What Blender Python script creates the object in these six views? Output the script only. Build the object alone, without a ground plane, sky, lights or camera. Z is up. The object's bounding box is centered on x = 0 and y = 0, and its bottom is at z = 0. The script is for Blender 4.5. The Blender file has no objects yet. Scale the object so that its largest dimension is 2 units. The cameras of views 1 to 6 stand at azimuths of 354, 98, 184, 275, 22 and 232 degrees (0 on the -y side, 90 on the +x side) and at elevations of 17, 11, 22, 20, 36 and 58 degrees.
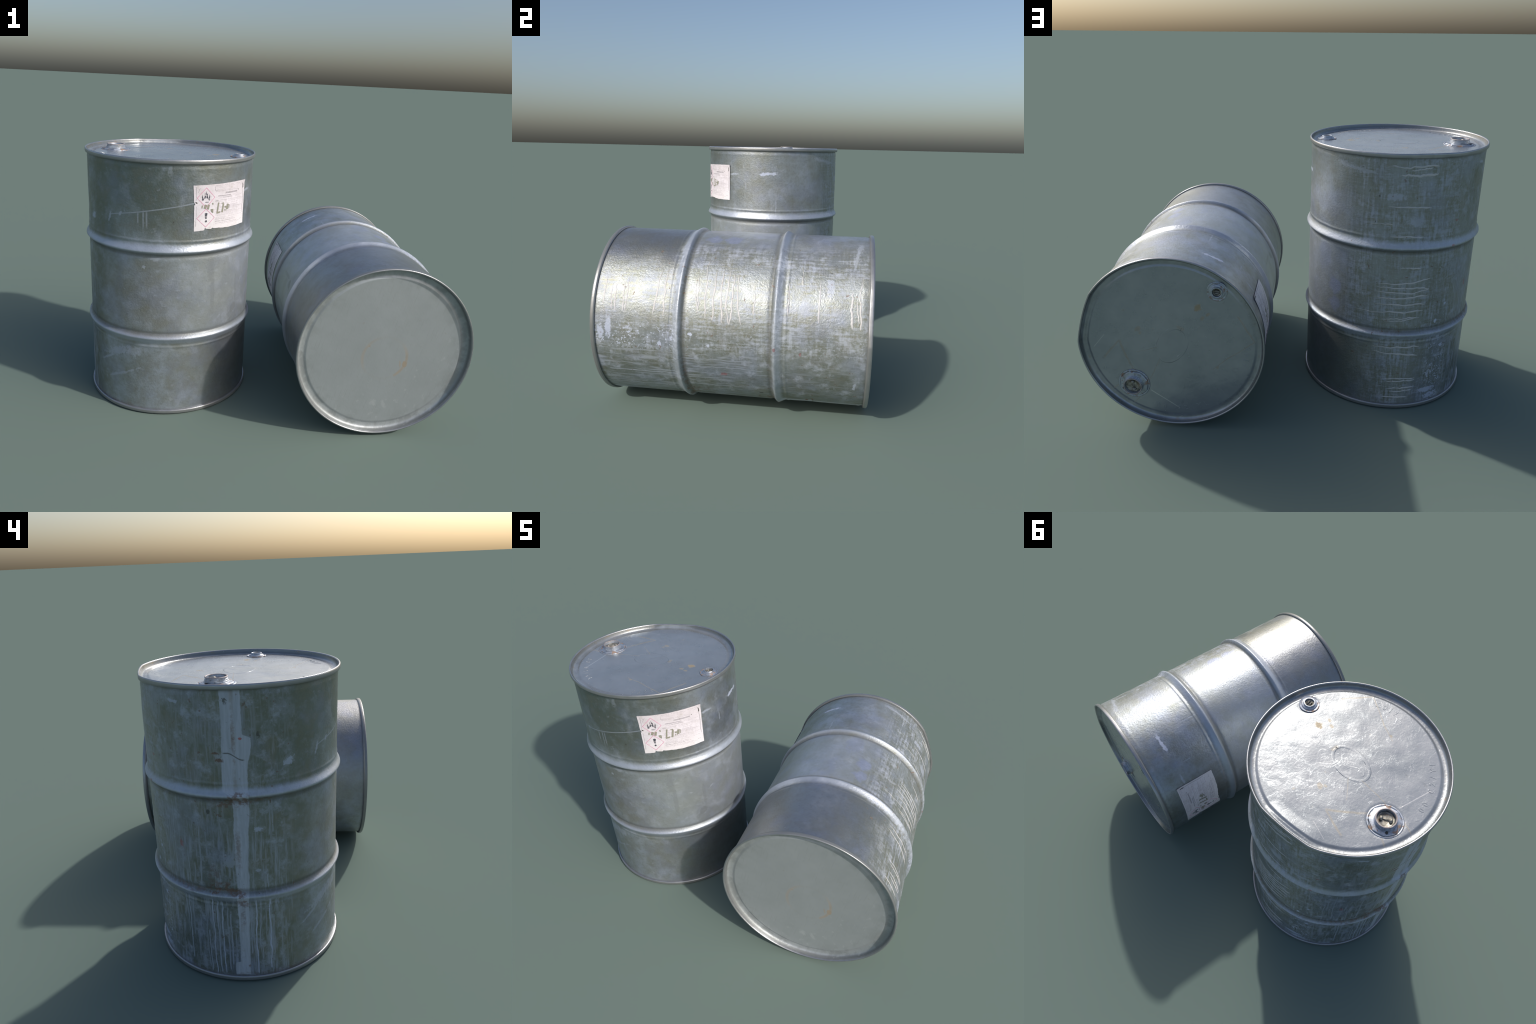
"""Two old galvanised steel drums: one standing, one lying on its side.
Both are the same drum, built once in its own frame (axis z, base at z = 0)
and placed twice."""
import bpy, bmesh, math, random
import numpy as np
from mathutils import Vector, Matrix, noise as mnoise

rng = random.Random(7)
D2R = math.pi / 180
H = 1.3612          # overall height
R = 0.4395          # wall radius
HOOPS = ((0.9040, 1.0), (0.4390, -1.0))   # height, side on which the flank is shallow
LID_Z, BASE_Z = 1.331, 0.030
BUNG_BIG = (-0.304, 0.058)
BUNG_SMALL = (0.3615, -0.0572)

# ------------------------------------------------------------------ nodes
class Graph:
    """Small expression layer over a shader node tree."""
    def __init__(self, name):
        self.mat = bpy.data.materials.new(name)
        self.mat.use_nodes = True
        self.t = self.mat.node_tree
        self.t.nodes.clear()
        self.out = self.t.nodes.new("ShaderNodeOutputMaterial")
        self.bsdf = self.t.nodes.new("ShaderNodeBsdfPrincipled")
        self.t.links.new(self.bsdf.outputs[0], self.out.inputs[0])
        tc = self.t.nodes.new("ShaderNodeTexCoord")
        self.P = V(self, tc.outputs["Object"])
        sep = self.t.nodes.new("ShaderNodeSeparateXYZ")
        self.t.links.new(tc.outputs["Object"], sep.inputs[0])
        self.x, self.y, self.z = (V(self, sep.outputs[i]) for i in range(3))

    def put(self, sock, v):
        if isinstance(v, V):
            self.t.links.new(v.s, sock)
        elif isinstance(v, (tuple, list)):
            sock.default_value = tuple(v) + (1.0,) * (len(sock.default_value) - len(v))
        else:
            sock.default_value = v

    def math(self, op, *a, clamp=False):
        n = self.t.nodes.new("ShaderNodeMath")
        n.operation = op
        n.use_clamp = clamp
        for i, v in enumerate(a):
            self.put(n.inputs[i], v)
        return V(self, n.outputs[0])

    def vec(self, x, y, z):
        n = self.t.nodes.new("ShaderNodeCombineXYZ")
        for i, v in enumerate((x, y, z)):
            self.put(n.inputs[i], v)
        return V(self, n.outputs[0])

    def noise(self, scale, vec=None, detail=4.0, rough=0.55, dist=0.0, lac=2.0):
        n = self.t.nodes.new("ShaderNodeTexNoise")
        self.put(n.inputs["Vector"], vec if vec is not None else self.P)
        n.inputs["Scale"].default_value = scale
        n.inputs["Detail"].default_value = detail
        n.inputs["Roughness"].default_value = rough
        n.inputs["Lacunarity"].default_value = lac
        n.inputs["Distortion"].default_value = dist
        return V(self, n.outputs["Fac"])

    def voronoi(self, scale, vec=None, feature="F1", out="Distance", rand=1.0):
        n = self.t.nodes.new("ShaderNodeTexVoronoi")
        n.feature = feature
        self.put(n.inputs["Vector"], vec if vec is not None else self.P)
        n.inputs["Scale"].default_value = scale
        n.inputs["Randomness"].default_value = rand
        return V(self, n.outputs[out])

    def step(self, lo, hi, v):
        """smooth 0..1 ramp of v between lo and hi (hi may be below lo)"""
        n = self.t.nodes.new("ShaderNodeMapRange")
        n.interpolation_type = "SMOOTHSTEP"
        self.put(n.inputs["Value"], v)
        flip = lo > hi
        n.inputs["From Min"].default_value = min(lo, hi)
        n.inputs["From Max"].default_value = max(lo, hi)
        n.inputs["To Min"].default_value = 1.0 if flip else 0.0
        n.inputs["To Max"].default_value = 0.0 if flip else 1.0
        return V(self, n.outputs[0])

    def band(self, a, b, soft, v):
        return self.step(a - soft, a + soft, v) * self.step(b + soft, b - soft, v)

    def mix(self, fac, a, b):
        if fac is NIL:
            return a
        n = self.t.nodes.new("ShaderNodeMix")
        n.data_type = "RGBA"
        self.put(n.inputs[0], fac)
        self.put(n.inputs[6], a)
        self.put(n.inputs[7], b)
        return V(self, n.outputs[2])

    def bump(self, height, strength, distance=0.002, normal=None):
        n = self.t.nodes.new("ShaderNodeBump")
        n.inputs["Strength"].default_value = strength
        n.inputs["Distance"].default_value = distance
        self.put(n.inputs["Height"], height)
        if normal is not None:
            self.put(n.inputs["Normal"], normal)
        return V(self, n.outputs[0])

    def set(self, **kw):
        names = dict(color="Base Color", metal="Metallic", rough="Roughness", normal="Normal",
                     coat="Coat Weight", coat_rough="Coat Roughness", spec="Specular IOR Level")
        for k, v in kw.items():
            self.put(self.bsdf.inputs[names[k]], v)
        return self.mat


class V:
    def __init__(self, g, s): self.g, self.s = g, s
    def __add__(self, o): return self.g.math("ADD", self, o)
    __radd__ = __add__
    def __mul__(self, o): return NIL if o is NIL else self.g.math("MULTIPLY", self, o)
    __rmul__ = __mul__
    def __sub__(self, o): return self.g.math("SUBTRACT", self, o)
    def __rsub__(self, o): return self.g.math("SUBTRACT", o, self)
    def __truediv__(self, o): return self.g.math("DIVIDE", self, o)
    def abs(self): return self.g.math("ABSOLUTE", self)
    def max(self, o): return self if o is NIL else self.g.math("MAXIMUM", self, o)
    def min(self, o): return self.g.math("MINIMUM", self, o)
    def pow(self, o): return self.g.math("POWER", self, o)
    def sqrt(self): return self.g.math("SQRT", self)


class Nothing:
    """mask that is zero everywhere on the surface at hand"""
    def __mul__(self, o): return self
    __rmul__ = __mul__
    def max(self, o): return o


NIL = Nothing()


OLIVE = (0.245, 0.255, 0.205)
GREY = (0.385, 0.428, 0.485)
PALE = (0.515, 0.570, 0.715)
RUST = (0.150, 0.062, 0.024)


class Sub(Graph):
    """reusable node group with float inputs and one float output"""
    def __init__(self, name, inputs):
        self.t = bpy.data.node_groups.new(name, "ShaderNodeTree")
        for n in inputs:
            self.t.interface.new_socket(n, in_out="INPUT", socket_type="NodeSocketFloat")
        self.t.interface.new_socket("Mask", in_out="OUTPUT", socket_type="NodeSocketFloat")
        gi = self.t.nodes.new("NodeGroupInput")
        self.go = self.t.nodes.new("NodeGroupOutput")
        self.a = [V(self, gi.outputs[i]) for i in range(len(inputs))]

    def done(self, v):
        self.t.links.new(v.s, self.go.inputs[0])
        return self.t


def spot_group():
    g = Sub("ragged_spot", ["u", "v", "u0", "v0", "ru", "rv", "c", "s", "wob"])
    u, v, u0, v0, ru, rv, c, s, wob = g.a
    a, b = u - u0, v - v0
    p, q = (a * c + b * s) / ru, (b * c - a * s) / rv
    return g.done(g.step(1.0, 0.55, (p * p + q * q).sqrt() + wob))


def run_group():
    g = Sub("rain_run", ["s", "z", "s0", "z0", "z1", "half"])
    s, z, s0, z0, z1, half = g.a
    d = (s - s0).abs()
    w = (1.35 - d / half).min(1.0).max(0.0)
    ends = ((z - z0) / 0.012 + 0.5).min(1.0).max(0.0) * ((z1 - z) / 0.012 + 0.5).min(1.0).max(0.0)
    return g.done(w * ends)


def line_group():
    g = Sub("straight_mark", ["x", "y", "x0", "y0", "cx", "cy", "len", "half", "wob"])
    x, y, x0, y0, cx, cy, ln, half, wob = g.a
    t = (x - x0) * cx + (y - y0) * cy
    d = ((y - y0) * cx - (x - x0) * cy + wob).abs()
    ends = (t / 0.008 + 0.5).min(1.0).max(0.0) * ((ln - t) / 0.008 + 0.5).min(1.0).max(0.0)
    return g.done((1.4 - d / half).min(1.0).max(0.0) * ends)


GROUPS = {}


def use(g, maker, *vals):
    if maker.__name__ not in GROUPS:
        GROUPS[maker.__name__] = maker()
    n = g.t.nodes.new("ShaderNodeGroup")
    n.node_tree = GROUPS[maker.__name__]
    for sck, v in zip(n.inputs, vals):
        g.put(sck, v)
    return V(g, n.outputs[0])


def blob(g, u, v, u0, v0, ru, rv, wob, ang=0.0):
    """soft ragged spot; u, v in metres, wob is a signed noise value"""
    return use(g, spot_group, u, v, u0, v0, ru, rv, math.cos(ang * D2R), math.sin(ang * D2R), wob)


SECTORS = (("bare_side", -45, 45), ("oxidised", 45, 141), ("seam_side", 141, 215), ("label_side", 215, 315))


def shell_material(sector, lo, hi, drip=False):
    """wall surface; one material per quarter so each only carries its own marks"""
    g = Graph("galvanised_wall_" + sector if not drip else "dried_drip_on_wall")
    ang = g.math("ARCTAN2", g.y, g.x) / D2R
    th = g.math("MODULO", ang + (360.0 - lo + 720.0 + 30.0), 360.0) + (lo - 30.0)      # degrees, continuous over this quarter
    s = th * (D2R * R)                                       # arc length
    z = g.z

    def ind(d):                                              # angle expressed in this quarter's range
        return (d - (lo - 30)) % 360 + (lo - 30)
    A = lambda d: ind(d) * D2R * R

    def near(d, half):
        c = ind(d)
        return lo - half - 1 < c < hi + half + 1

    def S(d, zz, ru, rv, w, a=0.0):
        if not near(d, max(ru, rv if a else 0) * 1.8 / (R * D2R)):
            return NIL
        return blob(g, s, z, A(d), zz, ru, rv, w, a)

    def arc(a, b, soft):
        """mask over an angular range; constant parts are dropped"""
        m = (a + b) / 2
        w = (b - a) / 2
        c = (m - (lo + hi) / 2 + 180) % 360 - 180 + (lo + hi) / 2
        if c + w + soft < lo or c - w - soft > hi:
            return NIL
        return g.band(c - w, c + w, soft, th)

    n_big = g.noise(3.2, detail=3.0)
    n_mid = g.noise(11.0, detail=5.0, rough=0.62)
    n_fine = g.noise(60.0, detail=4.0, rough=0.6)
    wob = (g.noise(28.0, detail=4.0, rough=0.65) - 0.5) * 1.5
    wob2 = (g.noise(60.0, detail=5.0, rough=0.8) - 0.5) * 3.0
    streak_v = g.noise(1.0, g.vec(g.x * 80.0, g.y * 80.0, z * 7.0), detail=5.0, rough=0.65)
    streak_h = g.noise(1.0, g.vec(g.x * 9.0, g.y * 9.0, z * 85.0), detail=5.0, rough=0.65)
    weave = streak_v * 0.45 + streak_h * 0.25 + n_fine * 0.30

    # --- base metal: thin olive film over grey zinc
    film = g.step(0.38, 0.66, n_big * 0.5 + n_mid * 0.5)
    col = g.mix(film * 0.70 + 0.10, GREY, OLIVE)
    zin = z + (n_mid - 0.5) * 0.05
    zw = z + (n_big - 0.5) * 0.08
    lower = arc(-66, 72, 14) * g.step(0.43, 0.385, zw)
    upper = arc(-120, 25, 30) * g.step(0.90, 1.05, zw)
    middle = arc(-86, 42, 22) * g.band(0.45, 0.89, 0.03, z)
    green = arc(-160, -76, 34) * g.step(0.86, 1.22, zin)
    green = green.max(arc(187, 236, 7) * g.step(0.55, 1.05, zin) * 0.9).max(arc(160, 200, 20) * 0.35)
    col = g.mix(green * 0.72, col, (0.125, 0.165, 0.140))
    brown = (arc(-150, -78, 26) * g.band(0.46, 0.80, 0.10, z)).max(arc(-60, 50, 30) * g.step(0.44, 0.36, zw) * 0.5)
    col = g.mix(brown * 0.50, col, (0.33, 0.315, 0.290))
    col = g.mix(g.step(0.45, 0.70, n_fine) * 0.30, col, (0.22, 0.225, 0.20))
    col = g.mix(middle * 0.40, col, (0.46, 0.50, 0.53))
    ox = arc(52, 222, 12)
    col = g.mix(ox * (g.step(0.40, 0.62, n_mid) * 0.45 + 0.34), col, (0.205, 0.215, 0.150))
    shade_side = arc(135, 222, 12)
    col = g.mix(shade_side * 0.45, col, (0.125, 0.150, 0.130))  # wall colour darkened here to match the side turned from the sun

    # --- pale oxide
    pale = g.step(0.60, 0.72, g.noise(22.0, g.vec(g.x, g.y, z * 1.6), detail=5.0, rough=0.6)) * 0.26
    cloudy = g.noise(9.0, detail=7.0, rough=0.72)
    pale = pale.max(g.step(0.46, 0.72, cloudy) * 0.30)
    col = g.mix(g.step(0.52, 0.38, cloudy) * arc(60, 282, 24) * 0.30, col, (0.265, 0.250, 0.205))
    if lower is not NIL:
        pale = pale * (1.0 - 0.6 * lower)
        col = g.mix(lower * 0.35, col, (0.30, 0.305, 0.315))
    z1 = arc(54, 136, 12)
    if z1 is not NIL:
        pale = pale.max(g.step(0.42, 0.66, weave + (n_mid - 0.5) * 0.50) * z1 * (0.66 if lower is NIL else (0.66 - 0.55 * lower)))
    z2 = arc(124, 212, 9)
    if z2 is not NIL:
        grain_v = g.step(0.44, 0.66, streak_v + (n_mid - 0.5) * 0.35)
        pale = pale.max(grain_v * z2 * (1.0 - 0.45 * g.step(0.55, 1.0, z)) * 0.50)
        pale = pale.max(g.step(0.43, 0.70, g.noise(15.0, detail=6.0, rough=0.72)) * z2 * 0.60)
    z3 = arc(113, 130, 5)
    if z3 is not NIL:
        flake_n = g.noise(85.0, detail=3.0, rough=0.6)
        flakes = g.step(0.56, 0.61, flake_n + (n_mid - 0.5) * 0.30) * z3
        pale = pale.max(flakes * (0.45 + 0.55 * g.step(0.46, 0.40, z)) * 0.9)
    for d, zz, ru, rv, a, k in ((-26, 1.184, 0.05, 0.008, 3, .6), (2, 1.190, 0.055, 0.011, 6, 1.), (9, 1.192, 0.022, 0.012, 0, .9),
                                (-150, 1.029, 0.035, 0.020, 38, .75), (-121.4, 1.078, 0.016, 0.010, 40, .6),
                                (-130, 1.058, 0.008, 0.035, -20, .6), (149, 1.282, 0.035, 0.009, -8, .7),
                                (-167.3, 0.752, 0.028, 0.014, 4, .75), (176, 0.606, 0.035, 0.035, 0, .5),
                                (-168.2, 0.56, 0.014, 0.010, 0, .6), (-162, 0.321, 0.016, 0.016, 0, .5),
                                (-126, 0.33, 0.12, 0.030, 22, .42), (-112, 0.35, 0.06, 0.03, 10, .35), (-124, 0.20, 0.14, 0.010, 25, .4),
                                (-136, 0.27, 0.08, 0.008, 30, .4), (98, 1.035, 0.05, 0.03, 0, .6), (84, 1.155, 0.06, 0.022, 0, .6),
                                (62, 1.270, 0.10, 0.010, -8, .5), (51, 1.285, 0.05, 0.020, -10, .35), (117, 0.09, 0.06, 0.02, 0, .8),
                                (120, 0.05, 0.05, 0.02, 0, .8), (118.3, 0.50, 0.009, 0.011, 0, 1.), (125, 0.586, 0.012, 0.012, 0, .9),
                                (126, 0.345, 0.015, 0.012, 0, .9), (-88, 1.30, 0.014, 0.03, 0, .3), (-98, 0.87, 0.03, 0.02, 0, .35),
                                (-105, 0.82, 0.010, 0.012, 0, .5), (-15, 1.11, 0.004, 0.045, 0, .4), (11, 1.0, 0.004, 0.08, 0, .35)):
        pale = pale.max(S(d, zz, ru, rv, wob2, a) * k)
    # long thin scratch running up to the label, dribbles under it
    if near(-100, 20):
        dz = z - (1.062 + (s - A(-131)) * ((1.146 - 1.062) / (A(-73) - A(-131))))
        thin = g.step(0.0042, 0.0014, (dz + (n_mid - 0.5) * 0.004).abs()) * arc(-131, -72, 1)
        pale = pale.max(thin * 0.45)
        for d in (-105, -102.8, -108.6, -118):
            w = g.step(0.006, 0.002, (s - A(d) + (n_mid - 0.5) * 0.006).abs())
            pale = pale.max(w * g.band(0.965, 1.105, 0.02, z) * g.step(0.42, 0.55, n_mid) * 0.4)
    run_s = s + (g.noise(1.0, g.vec(s * 16.0, 0.0, z * 9.0), detail=2.0) - 0.5) * 0.022 + (n_fine - 0.5) * 0.004
    run_fade = 0.35 + n_mid
    # rain runs on the seam side, below the lower hoop and above it
    for d, z0, z1, k in ((148.8, .07, .41, .8), (151, .20, .40, .5), (160, .06, .42, .5), (164.5, .02, .42, .9), (161.5, .03, .25, .7),
                         (167.5, .03, .41, .8), (170.1, .03, .41, .9), (173, .05, .38, .6), (174.8, .08, .36, .7),
                         (-173.7, .14, .41, .6), (-170.6, .03, .42, 1.), (-168.4, .17, .35, .6), (-162.6, .05, .42, 1.), (-165, .25, .40, .4),
                         (151, .47, .60, .6), (159, .49, .74, .6), (155, .48, .58, .5), (-163, .47, .54, .7), (-160, .73, .88, .5),
                         (-161.5, .72, .88, .5), (141, .50, .85, .5), (135, .45, .8, .5)):
        if near(d, 3):
            pale = pale.max(use(g, run_group, run_s, z, A(d), z0, z1, 0.0036) * run_fade * k)
    if drip:
        pale = pale.max((0.28 + 0.75 * n_mid) * g.step(66, 92, th) + 0.05)
    col = g.mix(pale * 0.85, col, PALE if not drip else (0.72, 0.70, 0.73))

    # blue and lilac tints
    blue = S(47, 0.545, 0.045, 0.05, wob).max(S(46, 0.65, 0.05, 0.06, wob)).max(S(36, 0.80, 0.06, 0.10, wob) * 0.5)
    blue = blue.max(g.step(0.46, 0.68, g.noise(6.0, detail=5.0, rough=0.6)) * 0.50)
    col = g.mix(blue * 0.42, col, (0.33, 0.38, 0.60))
    # old tape / weld stripe down the seam
    stripe = NIL
    if near(180, 14):
        e = (g.noise(9.0, g.vec(0.0, g.x, z), detail=3.0) - 0.5) * 2.4 + (n_fine - 0.5) * 0.8
        low = g.step(0.93, 0.90, z)
        left = 175.7 + g.step(1.2, 1.0, z) * -0.9 + low * 4.6 + g.step(0.098, 0.090, z) * -3.0
        right = 186.0 + g.step(1.16, 1.14, z) * 4.3 - g.step(1.12, 1.0, z) * 2.2 - g.step(0.93, 0.5, z) * 2.0 - g.step(0.5, 0.2, z) * 1.0
        stripe = g.step(-0.35, 0.35, th + e - left) * g.step(0.35, -0.35, th + e - right) * g.step(0.024, 0.030, z)
        seamline = g.step(0.012, 0.003, (s - A(-178.6)).abs()) * 0.5
        stripe_col = g.mix(g.step(0.35, 0.7, streak_v), (0.47, 0.51, 0.58), (0.375, 0.41, 0.46))
        stripe_col = g.mix(seamline * g.step(0.45, 0.6, n_mid), stripe_col, (0.27, 0.23, 0.19))
        stripe = stripe * (1.0 - 0.5 * g.step(0.62, 0.74, n_fine))
        col = g.mix(stripe * 0.9, col, stripe_col)
    # lighter panel with darker edges on the front
    pale_panel = S(-52, 0.69, 0.15, 0.16, wob) * 0.45
    col = g.mix(pale_panel, col, (0.43, 0.47, 0.47))
    dark = S(-60, 0.80, 0.026, 0.10, wob2) * 0.22
    dark = dark.max(S(-58, 0.66, 0.016, 0.13, wob) * 0.2).max(S(-39, 0.55, 0.04, 0.025, wob, 40) * 0.36).max(S(-36, 0.66, 0.012, 0.09, wob) * 0.2)
    for d, zz, r_ in ((-165.8, 1.153, 0.014), (165.7, 0.828, 0.012), (178.1, 1.29, 0.016), (-86, 1.053, 0.006), (74.6, 1.154, 0.007), (73, 1.03, .006)):
        dark = dark.max(S(d, zz, r_ * 0.7, r_, wob2) * 0.85)
    if ox is not NIL:
        dark = dark.max(g.step(0.74, 0.79, g.noise(48.0, detail=2.0)) * ox * 0.55)
    # crease line across the stripe
    if near(180, 8):
        crease = g.step(0.004, 0.0015, (z - 1.083 + g.step(A(-182), A(-174), s) * 0.03).abs()) * arc(176, 186.5, 0.8)
        dark = dark.max(crease * 0.8)
    # dark bands along the steep flanks of the hoops and dark lines at the rims
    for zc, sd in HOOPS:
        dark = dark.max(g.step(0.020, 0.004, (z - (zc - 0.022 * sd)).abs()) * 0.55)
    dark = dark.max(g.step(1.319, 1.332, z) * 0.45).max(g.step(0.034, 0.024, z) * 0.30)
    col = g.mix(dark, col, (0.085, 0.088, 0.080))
    # hoop crowns rubbed bright
    crown = NIL
    for zc, sd in HOOPS:
        crown = crown.max(g.step(0.027, 0.008, (z - (zc + 0.009 * sd)).abs()))
    col = g.mix(crown * (0.35 + 0.45 * n_mid), col, (0.50, 0.55, 0.65))
    # rust
    rn = g.step(0.43, 0.56, g.noise(55.0, detail=5.0, rough=0.7))
    rust = NIL
    for d, zz, ru, rv, k in ((-177, 0.886, 0.05, 0.03, .9), (174.5, 0.866, 0.045, 0.014, .8), (166.3, 0.472, 0.035, 0.025, 1.), (172.5, 0.485, 0.04, 0.022, .9),
                             (178.4, 0.462, 0.03, 0.02, .9), (-178.2, 0.449, 0.02, 0.012, .9), (167, 0.53, 0.03, 0.05, .5), (-179, 0.66, .014, .09, .35), (-178, 0.40, .03, .02, .8), (172, .885, .08, .012, .5), (-165, .885, .06, .010, .5),
                             (-178.5, 1.15, 0.008, 0.10, .35), (-178, 0.35, .012, .06, .4), (150, .455, .10, .012, .5), (-150, .03, .3, .012, .35)):
        rust = rust.max(S(d, zz, ru * 1.25, rv * 1.3, wob) * rn * (k * 0.78))
    rust = rust.max(S(171.5, 1.082, 0.022, 0.006, wob2) * 0.75).max(S(173.7, 1.054, 0.02, 0.010, wob2) * 0.8)
    if ox is not NIL:
        rust = rust.max(g.step(0.70, 0.74, g.noise(42.0, g.vec(g.x + 3.0, g.y, z), detail=2.0)) * ox * 0.55)
    col = g.mix(rust, col, g.mix(n_fine, (0.055, 0.030, 0.018), (0.235, 0.105, 0.045)))
    red = S(-174.9, 1.142, 0.009, 0.006, wob2).max(S(146.4, 0.657, 0.012, 0.022, wob2) * 0.55).max(S(126.7, 1.026, 0.012, 0.006, wob2) * 0.5).max(S(124, 0.905, 0.012, 0.01, wob2) * 0.6)
    col = g.mix(red * 0.8, col, (0.38, 0.07, 0.065))

    nonmetal = (pale * 0.75).max(stripe * 0.8).max(rust).max(dark * 0.5)
    shiny = NIL
    shiny = shiny.max(lower).max(upper)
    metal = METAL + (0.26 * shiny if shiny is not NIL else 0.0)
    metal = (metal - 0.75 * nonmetal) if not isinstance(metal, float) else metal - 0.75 * nonmetal
    metal = metal.max(0.0)
    rough = 0.18 + 0.20 * nonmetal + 0.36 * n_mid
    coarse = 0.7
    if ox is not NIL:
        coarse = arc(60, 114, 8) * 0.6 + 0.7 if arc(60, 114, 8) is not NIL else 0.7
    if sector == "label_side":
        coarse = brown * 0.5 + 0.7
    h = g.noise(105.0, detail=5.0, rough=0.68) * (coarse + 0.55) + g.noise(34.0, detail=4.0, rough=0.6) * coarse
    nrm = g.bump(h, 0.50, 0.0020)
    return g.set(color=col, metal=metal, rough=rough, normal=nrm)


METAL = 0.55


def disc_material(top=True):
    g = Graph("weathered_galvanised_lid" if top else "weathered_galvanised_base")
    x, y = g.x, g.y
    r = (x * x + y * y).sqrt()
    n_big = g.noise(4.0, detail=4.0)
    n_mid = g.noise(14.0, detail=5.0, rough=0.6)
    n_fine = g.noise(70.0, detail=4.0, rough=0.6)
    wob = (g.noise(40.0, detail=5.0, rough=0.75) - 0.5) * 2.6
    col = g.mix(g.step(0.35, 0.65, n_big * 0.6 + n_mid * 0.4), (0.385, 0.410, 0.435), (0.320, 0.350, 0.375)) if top else g.mix(g.step(0.3, 0.7, n_big * 0.5 + n_mid * 0.5), (0.415, 0.445, 0.46), (0.375, 0.405, 0.415))
    B = lambda px, py, ru, rv, a=0.0: blob(g, x, y, px, py, ru, rv, wob, a)

    def seg(x0, y0, x1, y1, w, wv=0.006):
        L = math.hypot(x1 - x0, y1 - y0)
        cx, cy = (x1 - x0) / L, (y1 - y0) / L
        return use(g, line_group, x, y, x0, y0, cx, cy, L, w * 0.7, (n_mid - 0.5) * wv)
    edge = g.step(0.392, 0.418, r)
    col = g.mix(g.step(0.431, 0.437, r) * 0.55, col, (0.10, 0.105, 0.10))
    col = g.mix(edge * g.step(0.4, 0.6, n_mid) * 0.3, col, (0.20, 0.21, 0.21))
    if top:
        brown = seg(-0.118, 0.226, -0.245, 0.085, 0.008, 0.016).max(seg(-0.118, 0.226, -0.249, 0.248, 0.007, 0.016)) * 0.42 * (0.3 + n_mid * 1.4)
        for a in ((-0.345, 0.120, -0.385, 0.135, 0.006), (-0.335, -0.005, -0.410, 0.012, 0.006), (-0.056, 0.049, -0.134, 0.127, 0.0025),
                  (0.222, -0.334, 0.062, -0.263, 0.004), (0.062, -0.263, -0.02, -0.235, 0.004), (-0.25, 0.0, -0.10, 0.01, 0.003),
                  (0.30, -0.20, 0.222, -0.334, 0.006)):
            brown = brown.max(seg(*a, 0.012) * (n_mid * 0.9))
        spots = B(0.237, -0.020, 0.022, 0.020).max(B(0.200, -0.062, 0.018, 0.010) * 0.6).max(B(0.232, -0.075, 0.012, 0.009) * 0.6)
        spots = spots.max(B(-0.017, 0.174, 0.022, 0.014) * 0.5).max(B(-0.03, 0.155, 0.012, 0.008) * 0.5).max(B(0.003, -0.25, 0.010, 0.008) * 0.6)
        spots = spots.max(B(0.10, 0.0, 0.012, 0.022) * 0.4)
        brown = brown.max(spots)
        brown = brown.max(g.step(0.70, 0.78, g.noise(20.0, detail=4.0)) * 0.4)
        col = g.mix(brown * 0.75, col, g.mix(n_fine, (0.20, 0.16, 0.075), (0.46, 0.33, 0.16)))
        scr = seg(-0.293, -0.03, -0.309, -0.2, 0.0035, 0.001).max(seg(-0.13, 0.30, -0.22, 0.315, 0.002, 0.003) * 0.7)
        col = g.mix(scr * 0.85, col, (0.66, 0.66, 0.66))
        dark = g.step(0.62, 0.74, g.noise(17.0, g.vec(x * 1.0, y * 2.0, 0.0), detail=4.0)) * 0.35
        col = g.mix(dark, col, (0.20, 0.215, 0.225))
        rust = g.step(0.60, 0.68, g.noise(30.0, detail=4.0)) * g.step(0.412, 0.425, r)
        col = g.mix(rust * 0.35, col, (0.32, 0.22, 0.13))
        crease = g.noise(24.0, detail=5.0, rough=0.62, dist=1.4)
        crinkle = g.noise(85.0, detail=5.0, rough=0.62)
        scratchy = g.step(0.52, 0.60, g.noise(13.0, detail=6.0, rough=0.68, dist=2.2))
        radial = g.noise(1.0, g.vec(x / (r + 0.05) * 26.0, y / (r + 0.05) * 26.0, r * 6.0), detail=3.0) * edge
        patchb = 0.55 + 0.9 * g.step(0.42, 0.66, g.noise(5.0, detail=2.0))
        h = crease * 0.60 * patchb + crinkle * 0.85 + radial * 0.8 + scratchy * 0.22
        nrm = g.bump(h, 0.21, 0.0026)
        metal = 0.60 - 0.5 * brown
        rough = 0.20 + 0.12 * n_mid + 0.2 * brown
    else:
        rr = ((x + 0.03) * (x + 0.03) + (y + 0.01) * (y + 0.01)).sqrt()
        ph = g.math("ARCTAN2", y + 0.01, x + 0.03) / D2R
        ring = g.step(0.012, 0.0015, (rr - 0.115 + (n_mid - 0.5) * 0.010).abs())
        arc = ring * (g.band(95, 190, 30, ph) * 0.65 + g.band(-85, 0, 25, ph) * 0.40 + 0.06)
        rust = arc.max(B(-0.115, 0.067, 0.024, 0.016, 40) * 0.9).max(B(-0.105, 0.045, 0.03, 0.005, 20) * 0.6).max(B(0.07, -0.05, .006, .01) * .7)
        rust = rust.max(g.step(0.66, 0.76, g.noise(24.0, g.vec(x + 2.0, y, 0.0), detail=4.0)) * 0.22)
        col = g.mix(rust * 0.7, col, g.mix(n_fine, (0.16, 0.12, 0.05), (0.36, 0.22, 0.085)))
        white = B(-0.232, -0.163, 0.024, 0.020) * n_fine * 0.45
        white = white.max(B(-0.27, -0.12, .03, .012) * .2).max(g.step(0.60, 0.70, g.noise(30.0, detail=5.0)) * g.step(0.05, -0.25, x) * 0.25)
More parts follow.
